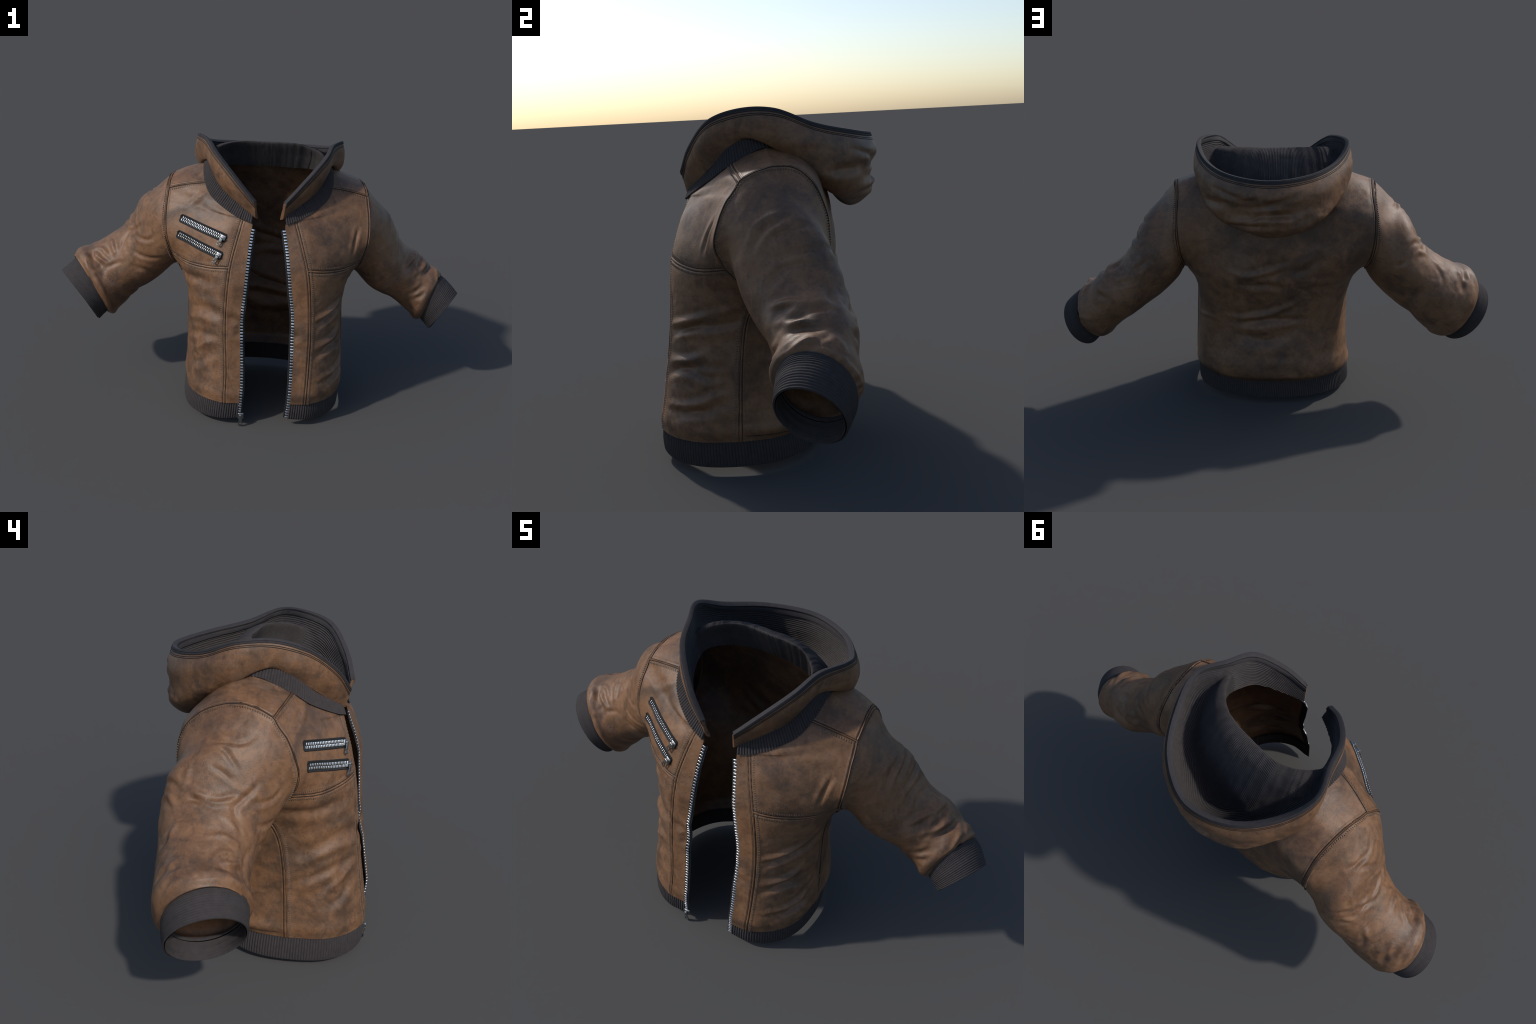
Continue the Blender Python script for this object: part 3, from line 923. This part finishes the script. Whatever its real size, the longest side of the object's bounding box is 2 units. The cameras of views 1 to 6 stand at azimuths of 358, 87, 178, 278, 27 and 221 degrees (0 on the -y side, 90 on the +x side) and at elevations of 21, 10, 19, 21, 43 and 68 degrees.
# ribs: upright over the neck roll at the back, parallel to the rim on the side and outer walls
arc = np.r_[0, np.cumsum(np.linalg.norm(np.diff(HI, axis=0), axis=-1).max(1))]
drop = np.linalg.norm(np.diff(HI[:, ::-1], axis=1), axis=-1)
drop = np.concatenate([np.zeros((nv, 1)), np.cumsum(drop, axis=1)], 1)[:, ::-1]          # distance below the rim
rib_up = np.abs(np.sin(arc / .0085 * math.pi))[:, None] ** .8 * np.ones((1, nu))
rib_round = np.abs(np.sin(drop / .0090 * math.pi)) ** .8
sec = np.abs(np.linspace(-1, 1, nv))[:, None]
prof = np.linspace(0, 1, nu)[None]
upright = (1 - smoothstep(.50, .62, prof)) * (1 - smoothstep(.52, .66, sec))
rib = rib_round * (1 - upright) + rib_up * upright
soft = np.sin(np.linspace(0, math.pi, nu))[None] * np.ones((nv, 1))
V = V + n * (.0030 * rib).reshape(-1, 1) + n * (rumple(V + 2.2, 1.6) * soft.ravel())[:, None]
n = normals_of(V, F)
HI = V.reshape(HI.shape)
make_mesh('hood_lining', V, F, M_LINING, hood, N=n)

# front ends of the hood closed with leather
ends = []
for k in (0, -1):
    a = HO[k]
    b = resample(HI[k][::-1], len(a))
    m = (a + b) / 2 + unit(a[0] - HO[k - 3 if k else 3][0]) * .004
    G = np.stack([a, m, b])
    ends.append((G.reshape(-1, 3), list(grid_faces(3, len(a)))))
V, F = join(ends)
make_mesh('hood_edge_facing', V, F, M_LEATHER, hood)

# binding round the rim: outside strip, over the edge, inside facing with two ridges
def down(row, dist):
    d = np.r_[0, np.cumsum(np.linalg.norm(np.diff(row, axis=0), axis=1))]
    return np.array([np.interp(dist, d, row[:, k]) for k in range(3)])
ns = 300
def rows_resampled(G):
    idx = np.linspace(0, len(G) - 1, ns)
    i0 = np.floor(idx).astype(int).clip(0, len(G) - 2)
    f = (idx - i0)[:, None, None]
    return G[i0] * (1 - f) + G[i0 + 1] * f
HOs, HIs, HNs = rows_resampled(HO), rows_resampled(HI)[:, ::-1], rows_resampled(HON)
secs = []
for i in range(ns):
    o, q = HOs[i], HIs[i]
    nrm = unit(HNs[i][8])
    top = (o[0] + q[0]) / 2
    up = unit(o[0] - down(o, .02))
    inn = -nrm
    pts = [down(o, .017) - nrm * .001, down(o, .016) + nrm * .0025, down(o, .010) + nrm * .0034, down(o, .0085) + nrm * .0018, down(o, .007) + nrm * .0034,
           o[0] + nrm * .0025 + up * .000, top + up * .0025, q[0] + inn * .0025 + up * .000,
           down(q, .008) + inn * .0042, down(q, .010) + inn * .0022, down(q, .012) + inn * .0042, down(q, .030) + inn * .0045, down(q, .032) + inn * .001]
    secs.append(pts)
G = np.array(secs)
F = grid_faces(*G.shape[:2], flip=hoflip)
F = list(F) + [np.arange(G.shape[1])[::-1], np.arange(G.shape[1]) + (ns - 1) * G.shape[1]]
make_mesh('hood_binding', G.reshape(-1, 3), F, M_TRIM, hood, smooth=50)

# ------------------------------------------------------------------ seam lines and stitches, laid on the finished surfaces
bvh1, _, _ = tree_of(torso_grids, torso_flips)
bvh_sleeve = {s: tree_closed(sleeve[s], s == 1) for s in (1, -1)}
bvh_hood = BVHTree.FromPolygons([tuple(v) for v in HO.reshape(-1, 3)], grid_faces(*HO.shape[:2], flip=hoflip).tolist())

def cord(w, hgt, n=8):
    t = np.arange(n) / n * 2 * math.pi
    return np.stack([np.cos(t) * w, np.sin(t) * hgt], 1)

def offset_on(path, nor, off, tree):
    T = frame_along(path)
    side = unit(np.cross(T, nor))
    q, n = [], []
    for p in path + side * off:
        loc, nn, _, _ = tree.find_nearest(Vector(p))
        q.append(loc)
        n.append(nn)
    q, n = np.array(q), np.array(n)
    for _ in range(2):
        n[1:-1] = unit(n[:-2] + 2 * n[1:-1] + n[2:])
        q[1:-1] = (q[:-2] + 2 * q[1:-1] + q[2:]) / 4
    return q, n

def stitch_run(path, nor, pitch=.0088, long=.0062, wide=.0023, high=.0020):
    """Little raised thread bars lying across the line."""
    L = length(path)
    k = int(L / pitch)
    if k < 2:
        return None
    c = resample(path, k)
    n = unit(resample(nor, k))
    T = frame_along(c)
    S = unit(np.cross(T, n))
    parts = []
    for i in range(k):
        a = S[i] * .95 + T[i] * .3
        a = a / np.linalg.norm(a) * long * (.9 + .2 * RNG.random())
        b = unit(np.cross(n[i], a)) * wide
        p = c[i]
        up = n[i] * high
        V = np.array([p - a - up * .4, p - a * .55 - b + up * 0, p - a * .55 + b, p - a * .5 + up, p + a * .5 + up, p + a * .55 - b, p + a * .55 + b, p + a - up * .4])
        F = [(0, 1, 3), (0, 3, 2), (1, 5, 4, 3), (2, 3, 4, 6), (7, 4, 5), (7, 6, 4)]
        parts.append((V, [np.array(f) for f in F]))
    return join(parts)

def add_seam(path, nor, grooves, stitches, tree, parent=root, w=.0017):
    for off in grooves:
        q, n = offset_on(path, nor, off, tree)
        V, F = sweep(q + n * .0002, n, cord(w, .0009))
        make_mesh('seam_line', V, F, M_GROOVE, parent)
    for off in stitches:
        q, n = offset_on(path, nor, off, tree)
        r = stitch_run(q, n)
        if r:
            ob = make_mesh('stitching', r[0], r[1], M_STITCH, parent, smooth=False)
            ob['kind'] = 'stuff'

for q in seams:
    add_seam(*q['p'], q['g'], q['st'], bvh1)
for s in (1, -1):
    # armhole: two lines on the body side and a row of stitches on the sleeve
    loop = resample(np.concatenate([armhole[s], armhole[s][:1]]), 520)
    ring_ = sleeve[s][1]
    loop, nor = lay(loop, bvh1)
    add_seam(loop, nor, (-s * .0055, ), (), bvh1)
    add_seam(loop, nor, (s * .0045,), (s * .017,), bvh_sleeve[s], sleeve_objs[s])
for d in (.024, .030):
    path = np.array([down(r, d) for r in HOs])
    n = unit(np.array([r[10] for r in HNs]))
    q, nn = offset_on(path, n, 0, bvh_hood)
    V, F = sweep(q + nn * .0002, nn, cord(.0015, .0009))
    make_mesh('seam_line', V, F, M_GROOVE, hood)

# ------------------------------------------------------------------ zips
def rounded_box(name, sx, sy, sz, bevel, mat):
    import bmesh
    bm = bmesh.new()
    bmesh.ops.create_cube(bm, size=1)
    for v in bm.verts:
        v.co = Vector((v.co.x * sx, v.co.y * sy, v.co.z * sz))
    bmesh.ops.bevel(bm, geom=list(bm.edges), offset=bevel, segments=2, affect='EDGES', profile=.6)
    me = bpy.data.meshes.new(name)
    bm.to_mesh(me)
    bm.free()
    me.polygons.foreach_set('use_smooth', np.ones(len(me.polygons), bool))
    me.materials.append(mat)
    return me

def place(name, me, p, x, y, z, parent):
    from mathutils import Matrix
    ob = bpy.data.objects.new(name, me)
    M = Matrix(((x[0], y[0], z[0], p[0]), (x[1], y[1], z[1], p[1]), (x[2], y[2], z[2], p[2]), (0, 0, 0, 1)))
    ob.matrix_world = M
    bpy.context.scene.collection.objects.link(ob)
    ob.parent = parent
    return ob

def slider_parts(p, T, S, Nn, parent, scale=1., hang=None):
    """Slider body with two shoulders and a hanging pull tab with a slot."""
    T, S, Nn = unit(T), unit(S), unit(Nn)
    body = rounded_box('zip_slider', .024 * scale, .026 * scale, .011 * scale, .003 * scale, M_SLIDER)
    sl = place('zip_slider', body, p, S, T, Nn, parent)
    bridge = rounded_box('zip_bridge', .009 * scale, .018 * scale, .010 * scale, .002 * scale, M_SLIDER)
    place('zip_bridge', bridge, p + Nn * .009 * scale, S, T, Nn, parent)
    h = unit(hang if hang is not None else -T)
    side = unit(np.cross(h, Nn))
    h = unit(h - Nn * .12)
    c = p + Nn * .012 * scale + h * .006 * scale
    # tab frame: two rails, a root and a closed end round the slot
    L, W = .034 * scale, .016 * scale
    parts = []
    def bar(c0, a, b, t):
        me = rounded_box('b', a, b, t, .0012 * scale, M_SLIDER)
        V = np.array([v.co for v in me.vertices])
        F = [np.array(f.vertices) for f in me.polygons]
        bpy.data.meshes.remove(me)
        return (c0 + V[:, :1] * side + V[:, 1:2] * h + V[:, 2:] * Nn, F)
    parts.append(bar(c + h * L * .30, W * .8, L * .62, .004 * scale))
    parts.append(bar(c + h * L * .78 + side * W * .42, W * .26, L * .42, .004 * scale))
    parts.append(bar(c + h * L * .78 - side * W * .42, W * .26, L * .42, .004 * scale))
    parts.append(bar(c + h * L * 1.02, W * 1.1, L * .16, .004 * scale))
    V, F = join(parts)
    make_mesh('zip_pull', V, F, M_SLIDER, parent, smooth=40)

tooth = rounded_box('zip_tooth', .0145, .0082, .0080, .0018, M_TOOTH)
for s in (1, -1):
    edge = front[s][:, 0]
    nor = N_front[s][:, 0]
    keep = edge[:, 2] < .924
    edge, nor = edge[keep], nor[keep]
    foot = pose(A((.117, -.420, .040)), s)
    edge = np.concatenate([resample(np.concatenate([foot, edge[:1]]), 14)[:-1], edge])
    nor = np.concatenate([np.repeat(nor[:1], 13, 0), nor])
    L = length(edge)
    n = int(L / .0135)
    edge_r, nor_r = resample(edge, 4 * n), unit(resample(nor, 4 * n))
    for _ in range(20):
        nor_r[1:-1] = unit(nor_r[:-2] + 2 * nor_r[1:-1] + nor_r[2:])
        edge_r[1:-1] = (edge_r[:-2] + 2 * edge_r[1:-1] + edge_r[2:]) / 4
    T = frame_along(edge_r)
    inn = unit(np.cross(nor_r, T)) * s          # towards the opening
    if (inn[:, 0] * s).mean() > 0:
        inn = -inn
    base = edge_r - nor_r * .0090
    prof = [(-.010, -.0015), (.0195, -.0015), (.021, 0), (.0195, .0015), (-.010, .0015)]
    V = (base[:, None] + inn[:, None] * np.array(prof)[None, :, :1] + nor_r[:, None] * np.array(prof)[None, :, 1:])
    F = list(grid_faces(V.shape[0], 5, close_u=True)) + [np.arange(5), np.arange(5) + (V.shape[0] - 1) * 5]
    tape = make_mesh('jacket_zipper', V.reshape(-1, 3), F, M_TAPE, root, smooth=40)
    for i in range(n):
        k = 4 * i + 2
        p = edge_r[k] + inn[k] * .0066 - nor_r[k] * .0050
        place('zip_tooth', tooth, p, inn[k], T[k], np.cross(inn[k], T[k]), tape)
    if s == -1:
        slider_parts(edge_r[0] + inn[0] * .014 + np.array([0, 0, .0115]), np.array([0, 0, 1.]), inn[0], nor_r[0], tape, 1.15)

# two slanted chest pocket zips on the -x front
POCKETS = [((-.405, -.170, .928), (-.185, -.300, .878)), ((-.415, -.185, .853), (-.200, -.315, .800))]
small_tooth = rounded_box('pocket_tooth', .0046, .0105, .0060, .0013, M_TOOTH)
for a, b in POCKETS:
    c, n = lay(A(a, b), bvh1, res=.004)
    for _ in range(8):
        n[1:-1] = unit(n[:-2] + 2 * n[1:-1] + n[2:])
        c[1:-1] = (c[:-2] + 2 * c[1:-1] + c[2:]) / 4
    T = frame_along(c)
    S = unit(np.cross(n, T))
    L = length(c)
    t = np.linspace(0, L, len(c))
    rad = .0205
    e = np.minimum(t, L - t)
    w = np.where(e < .010, rad * (.55 + .45 * np.sqrt(np.clip(1 - (1 - e / .010) ** 2, 0, 1))), rad)
    prof = A((-1, -.003), (-1.0, .001), (-.9, .0035), (-.72, .0025), (-.66, .0008), (.66, .0008), (.72, .0025), (.9, .0035), (1, .001), (1, -.003))
    V = c[:, None] + S[:, None] * (prof[None, :, :1] * w[:, None, None]) + n[:, None] * prof[None, :, 1:]
    m = len(prof)
    F = list(grid_faces(len(c), m, close_u=True)) + [np.arange(m), np.arange(m) + (len(c) - 1) * m]
    pocket = make_mesh('pocket_zipper', V.reshape(-1, 3), F, M_TAPE, root, smooth=60)
    k = int((L - .030) / .0092)
    tt = np.linspace(.012, L - .030, k)
    for i, v in enumerate(tt):
        for sgn in (-1, 1):
            vv = v + (.0046 if sgn > 0 else 0)
            p = np.array([np.interp(vv, t, c[:, q]) for q in range(3)])
            j = int(np.argmin(abs(t - vv)))
            place('zip_tooth', small_tooth, p + S[j] * sgn * .0060 + n[j] * .002, T[j], S[j], n[j], pocket)
    j = len(c) - 5
    slider_parts(c[j] + n[j] * .004, T[j], S[j], n[j], pocket, 1.0, hang=unit(-S[j] if S[j][2] > 0 else S[j]) - T[j] * .25)
